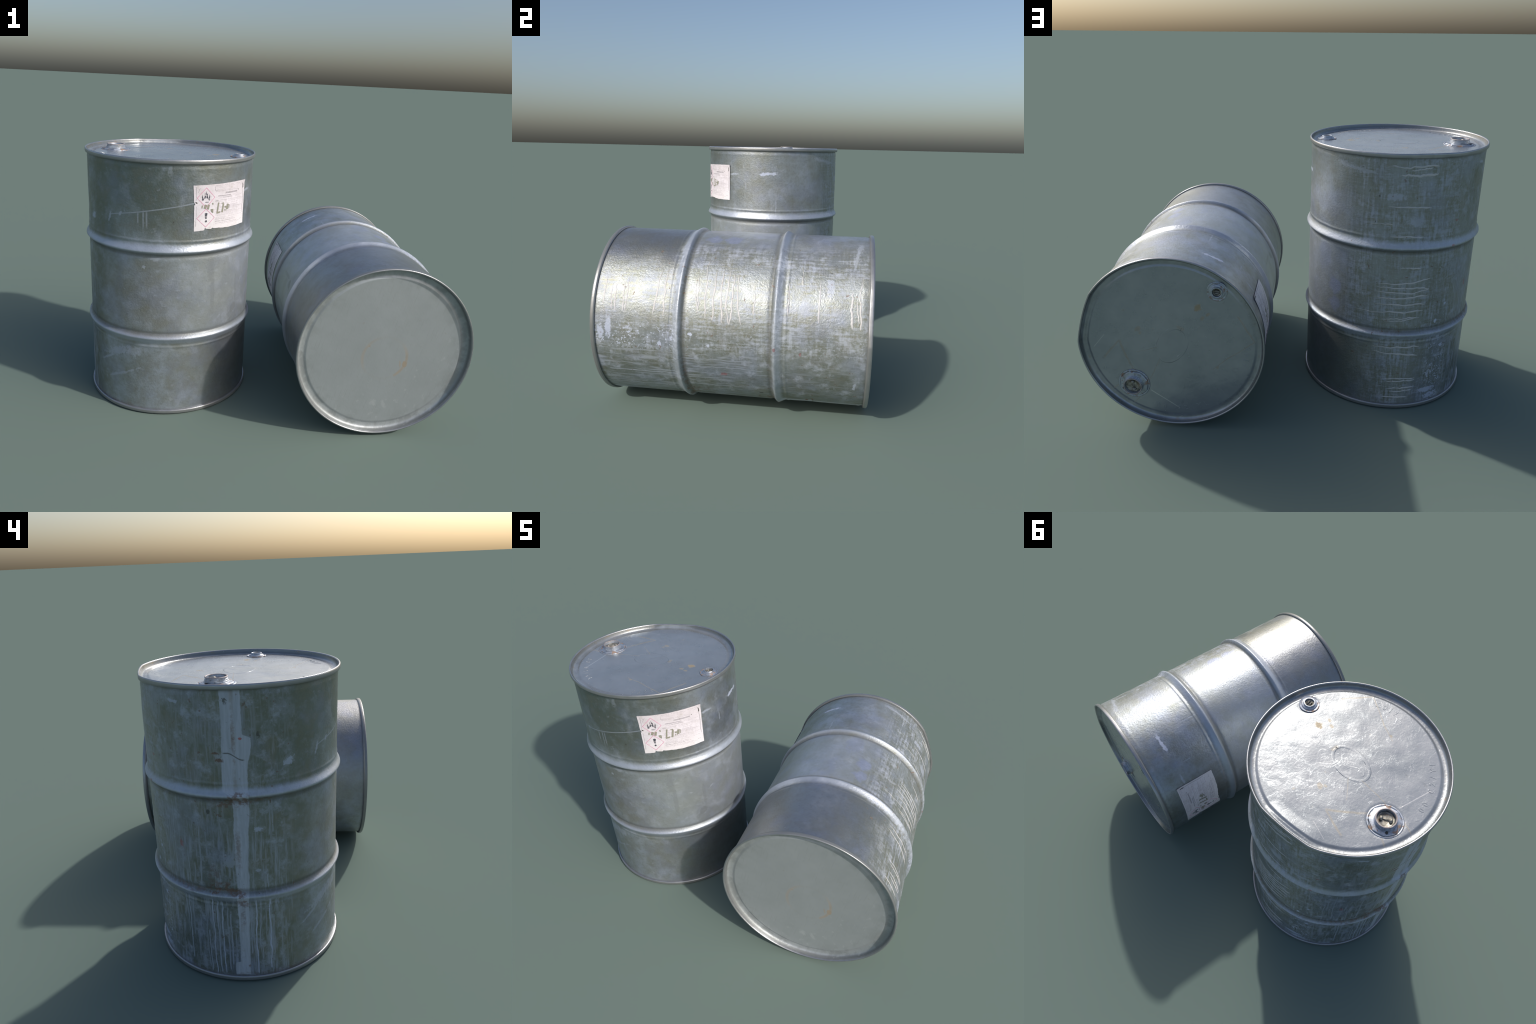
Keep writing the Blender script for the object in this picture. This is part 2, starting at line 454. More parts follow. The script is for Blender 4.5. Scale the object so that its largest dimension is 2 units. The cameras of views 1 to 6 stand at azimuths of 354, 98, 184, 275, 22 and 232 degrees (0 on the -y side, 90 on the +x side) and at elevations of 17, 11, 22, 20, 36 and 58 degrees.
        col = g.mix(white, col, (0.60, 0.62, 0.62))
        col = g.mix(g.step(0.33, 0.395, r) * g.step(0.45, 0.6, n_mid) * 0.2, col, (0.22, 0.235, 0.225))
        scrt = g.step(0.58, 0.66, g.noise(1.0, g.vec((x + y) * 6.0, (x - y) * 160.0, 0.0), detail=3.0)) * 0.22
        col = g.mix(scrt, col, (0.28, 0.29, 0.29))
        h = g.noise(26.0, detail=5.0) * 0.7 + g.noise(120.0, detail=3.0) * 0.5 + edge * g.noise(60.0) * 1.6
        nrm = g.bump(h, 0.30, 0.0018)
        metal = 0.50 - 0.4 * rust - 0.3 * white
        rough = 0.42 + 0.14 * n_mid + 0.2 * rust
    return g.set(color=col, metal=metal, rough=rough, normal=nrm)


def rim_material():
    g = Graph("worn_rim_steel")
    n_mid = g.noise(16.0, detail=5.0, rough=0.6)
    n_fine = g.noise(80.0, detail=4.0, rough=0.6)
    col = g.mix(n_mid, (0.30, 0.31, 0.325), (0.47, 0.48, 0.50))
    r = (g.x * g.x + g.y * g.y).sqrt()
    inside = g.step(0.4415, 0.4395, r)
    side = g.noise(1.0, g.vec(g.x * 45.0, g.y * 45.0, g.z * 12.0), detail=4.0)
    col = g.mix(inside * g.step(0.4, 0.65, side) * 0.45, col, (0.30, 0.30, 0.29))
    rust = g.step(0.62, 0.70, g.noise(28.0, detail=5.0, rough=0.7)) * (0.15 + 0.45 * inside)
    col = g.mix(rust, col, g.mix(n_fine, (0.12, 0.06, 0.03), (0.36, 0.20, 0.09)))
    lower = g.step(1.346, 1.334, g.z) * g.step(0.5, 0.7, g.z) * g.step(0.440, 0.446, r)
    lower = lower.max(g.step(0.5, 0.3, g.z) * g.step(0.4465, 0.449, r) * (0.4 + n_mid))
    col = g.mix(lower * 0.6, col, (0.14, 0.15, 0.14))
    h = n_fine + g.noise(35.0, detail=4.0) * 0.8
    return g.set(color=col, metal=0.8 - 0.6 * rust - 0.35 * lower, rough=0.27 + 0.16 * n_mid + 0.2 * rust, normal=g.bump(h, 0.28, 0.0014))


def bung_material():
    g = Graph("zinc_bung_steel")
    n_mid = g.noise(22.0, detail=4.0)
    n_fine = g.noise(90.0, detail=4.0)
    rim = g.step(1.3570, 1.3582, g.z)
    col = g.mix(n_mid, (0.36, 0.40, 0.46), (0.52, 0.56, 0.63))
    col = g.mix(g.step(0.5, 0.62, g.noise(55.0, detail=5.0, rough=0.7)) * 0.5, col, (0.16, 0.15, 0.13))
    foot = g.step(1.3405, 1.3365, g.z) * g.step(0.52, 0.62, g.noise(40.0, detail=4.0))
    rust = foot.max(rim * 0.55).max(g.step(0.64, 0.72, g.noise(45.0, detail=4.0)) * 0.5)
    col = g.mix(rust * 0.8, col, g.mix(n_fine, (0.16, 0.07, 0.03), (0.42, 0.26, 0.15)))
    return g.set(color=col, metal=0.75 - 0.6 * rust, rough=0.30 + 0.2 * n_mid + 0.3 * rust, normal=g.bump(n_fine, 0.4, 0.0014))


def plug_material():
    g = Graph("dirty_plug")
    n = g.noise(60.0, detail=5.0, rough=0.65)
    col = g.mix(g.step(0.35, 0.65, n), (0.16, 0.15, 0.125), (0.42, 0.40, 0.345))
    col = g.mix(g.step(0.6, 0.7, g.noise(40.0, g.vec(g.x + 1.0, g.y, g.z))) * 0.6, col, (0.22, 0.12, 0.06))
    return g.set(color=col, metal=0.55, rough=0.45, normal=g.bump(n, 0.5, 0.0016))


def paper_material():
    g = Graph("stained_label_paper")
    n = g.noise(18.0, detail=5.0, rough=0.6)
    f = g.noise(1.0, g.vec(g.x * 60.0, g.y * 60.0, g.z * 220.0), detail=4.0, rough=0.7)
    col = g.mix(g.step(0.35, 0.65, n), (0.78, 0.745, 0.80), (0.68, 0.645, 0.69))
    col = g.mix(g.step(1.10, 1.25, g.z) * 0.35, col, (0.56, 0.50, 0.51))
    col = g.mix(g.step(0.54, 0.66, f) * 0.32, col, (0.36, 0.33, 0.37))
    low = g.step(1.12, 1.02, g.z) * 0.6
    col = g.mix(low, col, (0.80, 0.765, 0.78))
    col = g.mix(g.step(0.54, 0.70, g.noise(26.0, detail=6.0, rough=0.7)) * 0.5, col, (0.47, 0.43, 0.38))
    return g.set(color=col, metal=0.0, rough=0.55, normal=g.bump(f * 0.4 + n, 0.3, 0.0012))


def ink_material(name, col, worn=0.35, back=(0.68, 0.63, 0.66)):
    g = Graph(name)
    n = g.noise(85.0, detail=4.0, rough=0.7)
    c = g.mix(g.step(0.52, 0.60, n) * worn, col, back)
    return g.set(color=c, metal=0.0, rough=0.6)


# ------------------------------------------------------------------ geometry
def hoop_height(z):
    h = 0.0
    for zc, sd in HOOPS:
        t = (z - zc) * sd
        w = 0.0165 if t < 0 else 0.032
        a = math.sqrt(t * t + 0.0065 ** 2) - 0.0065
        s = max(0.0, 1 - a / w)
        h += 0.0158 * (0.35 * s + 0.65 * s ** 1.9)
        h += 0.0016 * math.exp(-((t - 0.050) / 0.006) ** 2)
        h -= 0.0018 * math.exp(-((t + 0.028) / 0.010) ** 2)
    return h


def wrap(a):
    return (a + 180) % 360 - 180


DENTS = (  # angle, height, half width deg, half height, depth
    (-50, 0.69, 15, 0.17, 0.0042), (-108, 0.64, 18, 0.12, 0.0022), (-20, 0.30, 14, 0.10, 0.0022), (140, 0.70, 20, 0.15, 0.0025),
    (-172, 1.06, 9, 0.06, 0.0022), (60, 1.15, 14, 0.11, 0.0025), (-10, 0.70, 10, 0.12, 0.002), (-30, 0.455, 16, 0.05, 0.0040), (101, 1.26, 17, 0.07, 0.003))


def out_of_round(deg, z):
    """how far the sheet stands off the ideal cylinder"""
    a = deg * D2R
    mid = math.sin(math.pi * min(max(z / H, 0), 1))
    d = mid * (0.0010 * math.sin(2 * a + 0.9) + 0.0007 * math.sin(3 * a + 2.0))
    d += 0.0006 * mid * mnoise.noise(Vector((math.cos(a) * 2.2, math.sin(a) * 2.2, z * 3.0)))
    for da, dz, wa, wz, dep in DENTS:
        q = (wrap(deg - da) / wa) ** 2 + ((z - dz) / wz) ** 2
        if q < 4:
            d -= dep * math.exp(-1.6 * q)
    # knock on the top rim: a flat between two soft corners
    t = wrap(deg - 102) / 17.0
    k = max(0.0, 1 - t * t)
    d -= 0.0105 * k ** 1.1 * math.exp(-max(0.0, (1.338 - z)) / 0.035)
    u = wrap(deg - 123) / 6.0
    d += 0.0014 * math.exp(-u * u) * math.exp(-max(0.0, (1.338 - z)) / 0.04)
    return d


def new_object(name, me, mats, parent=None, smooth=True):
    ob = bpy.data.objects.new(name, me)
    bpy.context.scene.collection.objects.link(ob)
    for m in (mats if isinstance(mats, (list, tuple)) else [mats]):
        if me.materials.find(m.name) < 0:
            me.materials.append(m)
    if smooth:
        me.shade_smooth()
    ob.parent = parent
    return ob


def mesh_from(name, verts, faces):
    me = bpy.data.meshes.new(name)
    me.from_pydata(verts, [], faces)
    me.validate()
    bm = bmesh.new()
    bm.from_mesh(me)
    bmesh.ops.recalc_face_normals(bm, faces=bm.faces)
    bm.to_mesh(me)
    bm.free()
    return me


def grid_faces(rows, n, first=0, closed=False):
    f = []
    m = rows if closed else rows - 1
    for i in range(m):
        for j in range(n):
            a, b = i * n + j, i * n + (j + 1) % n
            c, d = ((i + 1) % rows) * n + (j + 1) % n, ((i + 1) % rows) * n + j
            f.append((a + first, b + first, c + first, d + first))
    return f


NT = 360


def wall_rows():
    zs = list(np.linspace(0.020, 1.338, 110))
    for zc, _ in HOOPS:
        zs += list(np.linspace(zc - 0.085, zc + 0.085, 60))
    return sorted(set(round(float(v), 5) for v in zs))


def build_wall():
    zs = wall_rows()
    P = np.zeros((len(zs), NT, 3))
    for i, z in enumerate(zs):
        hh = hoop_height(z)
        neck = -0.002 * math.exp(-((z - 1.327) / 0.006) ** 2) + 0.0012 * math.exp(-((z - 1.312) / 0.006) ** 2)
        for j in range(NT):
            deg = j * 360 / NT
            r = R + hh + neck + out_of_round(deg, z)
            P[i, j] = (r * math.cos(deg * D2R), r * math.sin(deg * D2R), z)
    du = np.roll(P, -1, 1) - np.roll(P, 1, 1)
    dv = np.gradient(P, axis=0)
    N = np.cross(du, dv)
    N /= np.linalg.norm(N, axis=2, keepdims=True)
    cuts = {"wall": [], "rolling_hoop": []}
    tag = [any(-0.026 < (z - zc) * sd < 0.042 for zc, sd in HOOPS) for z in zs]
    runs, start = [], 0
    for i in range(1, len(zs)):
        if tag[i] != tag[start] or i == len(zs) - 1:
            runs.append((start, i, tag[start]))
            start = i
    out = []
    for a, b, is_hoop in runs:
        q = P[a:b + 1].reshape(-1, 3)
        nn = N[a:b + 1].reshape(-1, 3)
        me = bpy.data.meshes.new("rolling_hoop" if is_hoop else "wall")
        me.from_pydata(q.tolist(), [], grid_faces(b - a + 1, NT))
        me.shade_smooth()
        me.normals_split_custom_set_from_vertices([tuple(v) for v in nn])
        deg = (np.arange(NT) + 0.5) * 360 / NT
        idx = [next(k for k, (_, lo, hi) in enumerate(SECTORS) if lo <= (d - lo) % 360 + lo < hi) for d in deg]
        me.polygons.foreach_set("material_index", np.array(idx * (b - a), dtype=np.int32))
        out.append(("rolling_hoop" if is_hoop else "wall_panel", me))
    return out


def build_ring(profile, n=NT, closed=True, follow=True):
    vs = []
    for r, z in profile:
        for j in range(n):
            deg = j * 360 / n
            d = out_of_round(deg, z) if follow else 0
            vs.append(((r + d) * math.cos(deg * D2R), (r + d) * math.sin(deg * D2R), z))
    return mesh_from("ring", vs, grid_faces(len(profile), n, closed=closed))


def rounded(points, rad, seg=4):
    """round the corners of a closed (r, z) outline"""
    out = []
    n = len(points)
    for i in range(n):
        p0, p1, p2 = (np.array(points[k % n], float) for k in (i - 1, i, i + 1))
        a, b = p0 - p1, p2 - p1
        la, lb = np.linalg.norm(a), np.linalg.norm(b)
        k = min(rad, la * 0.45, lb * 0.45)
        s, e = p1 + a / la * k, p1 + b / lb * k
        for t in np.linspace(0, 1, seg + 1):
            q = (1 - t) ** 2 * s + 2 * t * (1 - t) * p1 + t * t * e
            out.append((float(q[0]), float(q[1])))
    return out


def build_disc(prof, relief):
    """disc from centre to edge; prof(r) gives height, relief adds bumps"""
    rs = [0.0] + list(np.linspace(0.006, 0.385, 64)) + list(np.linspace(0.3885, 0.428, 16)) + list(np.linspace(0.430, 0.4405, 12))
    vs, fs = [], []
    for r in rs[1:]:
        for j in range(NT):
            deg = j * 360 / NT
            k = min(1.0, max(0.0, (r - 0.30) / 0.12))
            z = prof(r)
            rr = r + out_of_round(deg, H if prof(0.1) > 0.6 else 0.02) * k ** 2
            x, y = rr * math.cos(deg * D2R), rr * math.sin(deg * D2R)
            vs.append((x, y, z + relief(x, y, r)))
    c = len(vs)
    vs.append((0, 0, prof(0) + relief(0, 0, 0)))
    fs = grid_faces(len(rs) - 1, NT)
    fs += [(c, j, (j + 1) % NT) for j in range(NT)]
    return mesh_from("disc", vs, fs)


def lid_profile(r):
    if r < 0.398:
        return LID_Z
    t = min(1, (r - 0.398) / 0.016)
    z = LID_Z - 0.0045 * t * t * (3 - 2 * t)
    t = max(0.0, min(1, (r - 0.414) / 0.0265))
    return z + 0.0240 * (0.22 * t ** 1.5 + 0.78 * t ** 6)


def base_profile(r):
    if r < 0.392:
        return BASE_Z
    t = min(1, (r - 0.392) / 0.016)
    z = BASE_Z + 0.005 * t * t * (3 - 2 * t)
    t = max(0.0, min(1, (r - 0.410) / 0.0305))
    return z - 0.0300 * (0.25 * t ** 1.5 + 0.75 * t ** 6)


def lid_relief(x, y, r):
    fade = max(0.0, min(1.0, (0.40 - r) / 0.05))
    h = -0.0004 * max(0.0, mnoise.noise(Vector((x * 22 + 3, y * 34, 7.7))) - 0.28) / 0.4
    h += 0.0005 * abs(mnoise.noise(Vector((x * 9 + y * 4, y * 11 - x * 3, 2.2))))
    h += 0.0016 * mnoise.noise(Vector((x * 5, y * 5, 1.7))) + 0.0009 * mnoise.noise(Vector((x * 14, y * 14, 4.0)))
    t = wrap(math.degrees(math.atan2(y, x)) - 104) / 20
    ramp = 0.006 * max(0, 1 - t * t) * max(0.0, min(1.0, (r - 0.350) / 0.05)) if abs(t) < 1 else 0
    if r > 0.418:
        ramp *= max(0, 1 - (r - 0.418) / 0.015)
    for bx, by, br in (BUNG_BIG + (0.080,), BUNG_SMALL + (0.052,)):
        d = math.hypot(x - bx, y - by)
        h -= 0.0022 * math.exp(-((d - br * 0.93) / 0.007) ** 2)
    return h * fade + ramp


def base_relief(x, y, r):
    fade = max(0.0, min(1.0, (0.39 - r) / 0.06))
    t = max(0.0, 1 - abs(r - 0.408) / 0.012)
    edge = 0.0011 * t * mnoise.noise(Vector((x * 55, y * 55, 2.2)))
    return edge + fade * (0.0012 * mnoise.noise(Vector((x * 4, y * 4, 8.1))) + 0.0005 * mnoise.noise(Vector((x * 12, y * 12, 3.0))))


def turned(profile, cx, cy, n=64, closed=False, flats=None, cap=True):
    """turned part about a vertical axis; flats = (count, amount, zmax) makes a polygonal foot"""
    vs = []
    for r, z in profile:
        for j in range(n):
            a = 2 * math.pi * j / n
            rr = r
            if flats and z < flats[2]:
                m = 2 * math.pi / flats[0]
                b = (a % m) - m / 2
                rr = r * (1 - flats[1]) + r * flats[1] * (math.cos(m / 2) / math.cos(b)) ** 1.0 * 1.0
                rr = r * ((1 - flats[1]) + flats[1] * math.cos(m / 2) / math.cos(b) * 1.02)
            vs.append((cx + rr * math.cos(a), cy + rr * math.sin(a), z))
    fs = grid_faces(len(profile), n, closed=closed)
    if cap and not closed:
        fs.append(tuple(range(n))[::-1])
        fs.append(tuple((len(profile) - 1) * n + j for j in range(n)))
    return mesh_from("turned", vs, fs)


def sweep(path, width, height, seg=8, normal=None, taper=True):
    """flattened half-sunk bead along a 3D path with per-point outward normal"""
    vs, fs = [], []
    n = len(path)
    for i, p in enumerate(path):
        a = path[max(0, i - 1)]
        b = path[min(n - 1, i + 1)]
        t = (Vector(b) - Vector(a)).normalized()
        nn = Vector(normal(p)).normalized()
        side = t.cross(nn).normalized()
        k = 1.0
        if taper:
            e = min(i, n - 1 - i) / max(1.0, n * 0.12)
            k = 0.25 + 0.75 * min(1, e)
        w = (width[i] if isinstance(width, (list, tuple)) else width) * k
        h = height * k
        for q in range(seg):
            ph = 2 * math.pi * q / seg
            vs.append(tuple(Vector(p) + side * (w * 0.5 * math.cos(ph)) + nn * (h * math.sin(ph))))
    for i in range(n - 1):
        for q in range(seg):
            fs.append((i * seg + q, i * seg + (q + 1) % seg, (i + 1) * seg + (q + 1) % seg, (i + 1) * seg + q))
    fs.append(tuple(range(seg)))
    fs.append(tuple((n - 1) * seg + q for q in range(seg)))
    return vs, fs


def join_raw(parts):
    V_, F_ = [], []
    for v, f in parts:
        o = len(V_)
        V_ += v
        F_ += [tuple(i + o for i in q) for q in f]
    return V_, F_


def on_wall(deg, z, lift=0.0):
    r = R + hoop_height(z) + out_of_round(deg, z) + lift
    return (r * math.cos(deg * D2R), r * math.sin(deg * D2R), z)


def radial(p):
    return (p[0], p[1], 0)


# drips that dried while the drum lay on its side: they all end at one water line
DRIPS = (  # start angle, z, end angle, z, wobble, width
    (78, 1.292, 109.5, 1.297, .006, .0075), (86, 1.250, 109, 1.257, .008, .011), (92, 1.278, 105, 1.288, .004, .006), (80, 1.106, 106.7, 1.105, .003, .0075),
    (82, .962, 103.3, .961, .003, .007), (76, .712, 111, .742, .004, .007), (75, .700, 111, .688, .006, .0075), (74.5, .672, 102, .664, .003, .0075),
    (96, .668, 110.8, .687, .003, .006), (73.5, .640, 110.5, .653, .006, .008), (75, .606, 109.3, .606, .004, .0075), (62, .556, 108.4, .574, .007, .007),
    (80, .523, 106, .536, .005, .006), (82, .513, 103, .531, .003, .005), (75.5, .364, 108.3, .366, .006, .0075), (76, .334, 107.9, .313, .004, .0075),
    (84, .176, 107.5, .176, .004, .006), (87, .160, 107.5, .166, .004, .007), (88, .118, 107, .122, .004, .008), (90, .098, 106, .108, .003, .006),
    (84, .064, 103, .062, .003, .007), (70, 1.02, 84, 1.022, .004, .006), (90, .80, 104, .803, .003, .006))


def build_drips():
    parts = []
    for k, (a0, z0, a1, z1, wob, w) in enumerate(DRIPS):
        path = []
        n = 46
        for i in range(n):
            t = i / (n - 1)
            deg = a0 + (a1 - a0) * t
            zz = z0 + (z1 - z0) * (t ** 2) + 1.5 * wob * mnoise.noise(Vector((t * 4.2, k * 7.3, 0)))  \
                + 0.6 * wob * mnoise.noise(Vector((t * 13.0, k * 3.1, 5)))
            path.append(on_wall(deg, zz, -0.0003))
        ww = [1.45 * w * (0.50 + 0.45 * (i / (n - 1)) + 0.35 * mnoise.noise(Vector((i * 0.22, k * 2.0, 9)))) for i in range(n)]
        parts.append(sweep(path, ww, 0.0011, normal=radial))
    return mesh_from("paint_drips", *join_raw(parts))


# ---- label: shapes laid out flat (u along the wall in degrees, z) then rolled on
LAB_R = R + 0.0012


def rolled(polys, lift, thick, fine=1.5, curl=None):
    """polygons in (degree, z) -> thin solid pieces rolled onto the wall"""
    bm = bmesh.new()
    for poly in polys:
        vs = [bm.verts.new((u, z, 0)) for u, z in poly]
        try:
            bm.faces.new(vs)
        except ValueError:
            pass
    bmesh.ops.triangulate(bm, faces=bm.faces[:])
    us = [v.co.x for v in bm.verts]
    a = math.floor(min(us) / fine) * fine
    while a < max(us):
        bmesh.ops.bisect_plane(bm, geom=bm.verts[:] + bm.edges[:] + bm.faces[:], plane_co=(a, 0, 0), plane_no=(1, 0, 0))
        a += fine
    if curl:
        zz = 1.0
        while zz < 1.25:
            bmesh.ops.bisect_plane(bm, geom=bm.verts[:] + bm.edges[:] + bm.faces[:], plane_co=(0, zz, 0), plane_no=(0, 1, 0))
            zz += 0.012
    bm.normal_update()
    for f in bm.faces:
        if f.normal.z < 0:
            f.normal_flip()
    ret = bmesh.ops.extrude_face_region(bm, geom=bm.faces[:])
    top = {v for v in ret["geom"] if isinstance(v, bmesh.types.BMVert)}
    for v in bm.verts:
        deg, z = v.co.x, v.co.y
        d = lift + (thick if v in top else 0.0) + (curl(deg, z) if curl else 0.0)
        r = LAB_R + out_of_round(deg, z) + d
        v.co = (r * math.cos(deg * D2R), r * math.sin(deg * D2R), z)
    bmesh.ops.recalc_face_normals(bm, faces=bm.faces)
    me = bpy.data.meshes.new("rolled")
    bm.to_mesh(me)
    bm.free()
    return me


def ragged(p0, p1, n, amp, seed):
    r_ = random.Random(seed)
    return [(p0[0] + (p1[0] - p0[0]) * i / n + (r_.uniform(-1, 1) * amp * 90 if 0 < i < n else 0),
             p0[1] + (p1[1] - p0[1]) * i / n + (r_.uniform(-1, 1) * amp if 0 < i < n else 0)) for i in range(n)]


def label_outline():
    o = []
    o += ragged((-73.8, 1.233), (-73.2, 1.153), 6, 0.0008, 1)
    o += [(-73.2, 1.153), (-70.2, 1.152), (-70.8, 1.146), (-71.6, 1.145), (-72.4, 1.138)]     # nick at the scratch
    o += ragged((-73.1, 1.137), (-73.0, 1.006), 8, 0.0007, 2)
    o += ragged((-73.0, 1.006), (-66.2, 1.009), 6, 0.0007, 3)
    o += [(-66.0, 1.010), (-65.6, 1.021), (-64.6, 1.016), (-63.0, 1.0145), (-61.0, 1.013), (-60.2, 1.0195)]
    o += ragged((-59.8, 1.017), (-48.0, 1.010), 10, 0.0012, 4)
    o += ragged((-48.0, 1.0095), (-31.2, 1.0125), 12, 0.0007, 5)
    o += ragged((-31.2, 1.0125), (-31.0, 1.240), 14, 0.0007, 6)
    o += ragged((-31.0, 1.240), (-73.8, 1.233), 22, 0.0006, 7)
    return o


def label_curl(deg, z):
    lift = 0.0
    e = max(0.0, (deg + 33.2) / 2.0)                 # right edge lifts
    lift += 0.0030 * min(1, e) ** 2 * (0.35 + 0.65 * max(0, (z - 1.03) / 0.2))
    c = max(0.0, (z - 1.222) / 0.018) * max(0.0, (deg + 40) / 9)
    lift += 0.003 * min(1.0, c)
    lift += 0.0007 * abs(mnoise.noise(Vector((deg * 0.35, z * 30, 2.0))))
    return lift


def diamond(cu, cz, hu, hz, w):
    """frame of a diamond as four bars"""
    k = w / hz
    o = [(cu, cz + hz), (cu + hu, cz), (cu, cz - hz), (cu - hu, cz)]
    i = [(cu, cz + hz * (1 - k)), (cu + hu * (1 - k), cz), (cu, cz - hz * (1 - k)), (cu - hu * (1 - k), cz)]
    return [[o[q], o[(q + 1) % 4], i[(q + 1) % 4], i[q]] for q in range(4)]


def stroke(pts, w):
    """constant-width ribbon polygon pieces along (deg, z) points; w in metres"""
    out = []
    kd = D2R * R
    for (u0, z0), (u1, z1) in zip(pts, pts[1:]):
        dx, dz = (u1 - u0) * kd, z1 - z0
        L = math.hypot(dx, dz) or 1e-6
        nx, nz = -dz / L * w / 2, dx / L * w / 2
        out.append([(u0 + nx / kd, z0 + nz), (u0 - nx / kd, z0 - nz), (u1 - nx / kd, z1 - nz), (u1 + nx / kd, z1 + nz)])
    return out


def ellipse(cu, cz, rz, n=14, k=1.0):
    kd = D2R * R
    return [(cu + rz * k / kd * math.cos(2 * math.pi * i / n), cz + rz * math.sin(2 * math.pi * i / n)) for i in range(n)]


def flame_polys():
    cu, cz = -65.2, 1.176
    P_ = []
    def tongue(u, z, du, dz, w, bend):
        pts_l, pts_r = [], []
        for i in range(6):
            t = i / 5
            ww = w * (1 - t) ** 0.8
            x = u + du * t + bend * math.sin(t * math.pi)
            pts_l.append((x - ww, z + dz * t))
            pts_r.append((x + ww, z + dz * t))
        P_.append(pts_l + pts_r[::-1][1:])
    for a in ((-1.9, -.014, -.7, .024, .55, -.25), (-1.1, -.008, .1, .030, .55, .35), (0.0, -.002, -.2, .030, .5, .35), (.9, -.008, .5, .026, .5, -.3),
              (1.7, -.014, .7, .026, .55, .3), (-2.2, -.017, -.1, .012, .5, -.3), (2.1, -.018, -.1, .016, .5, .3), (0.3, .004, .4, .012, .5, .1), (-.6, .002, -.2, .016, .45, -.1)):
        tongue(cu + a[0], cz + a[1], a[2], a[3], a[4], a[5])
    P_.append([(cu - .6, cz - .0275), (cu + 2.0, cz - .0275), (cu + 2.0, cz - .0245), (cu - .6, cz - .0245)])
    return P_


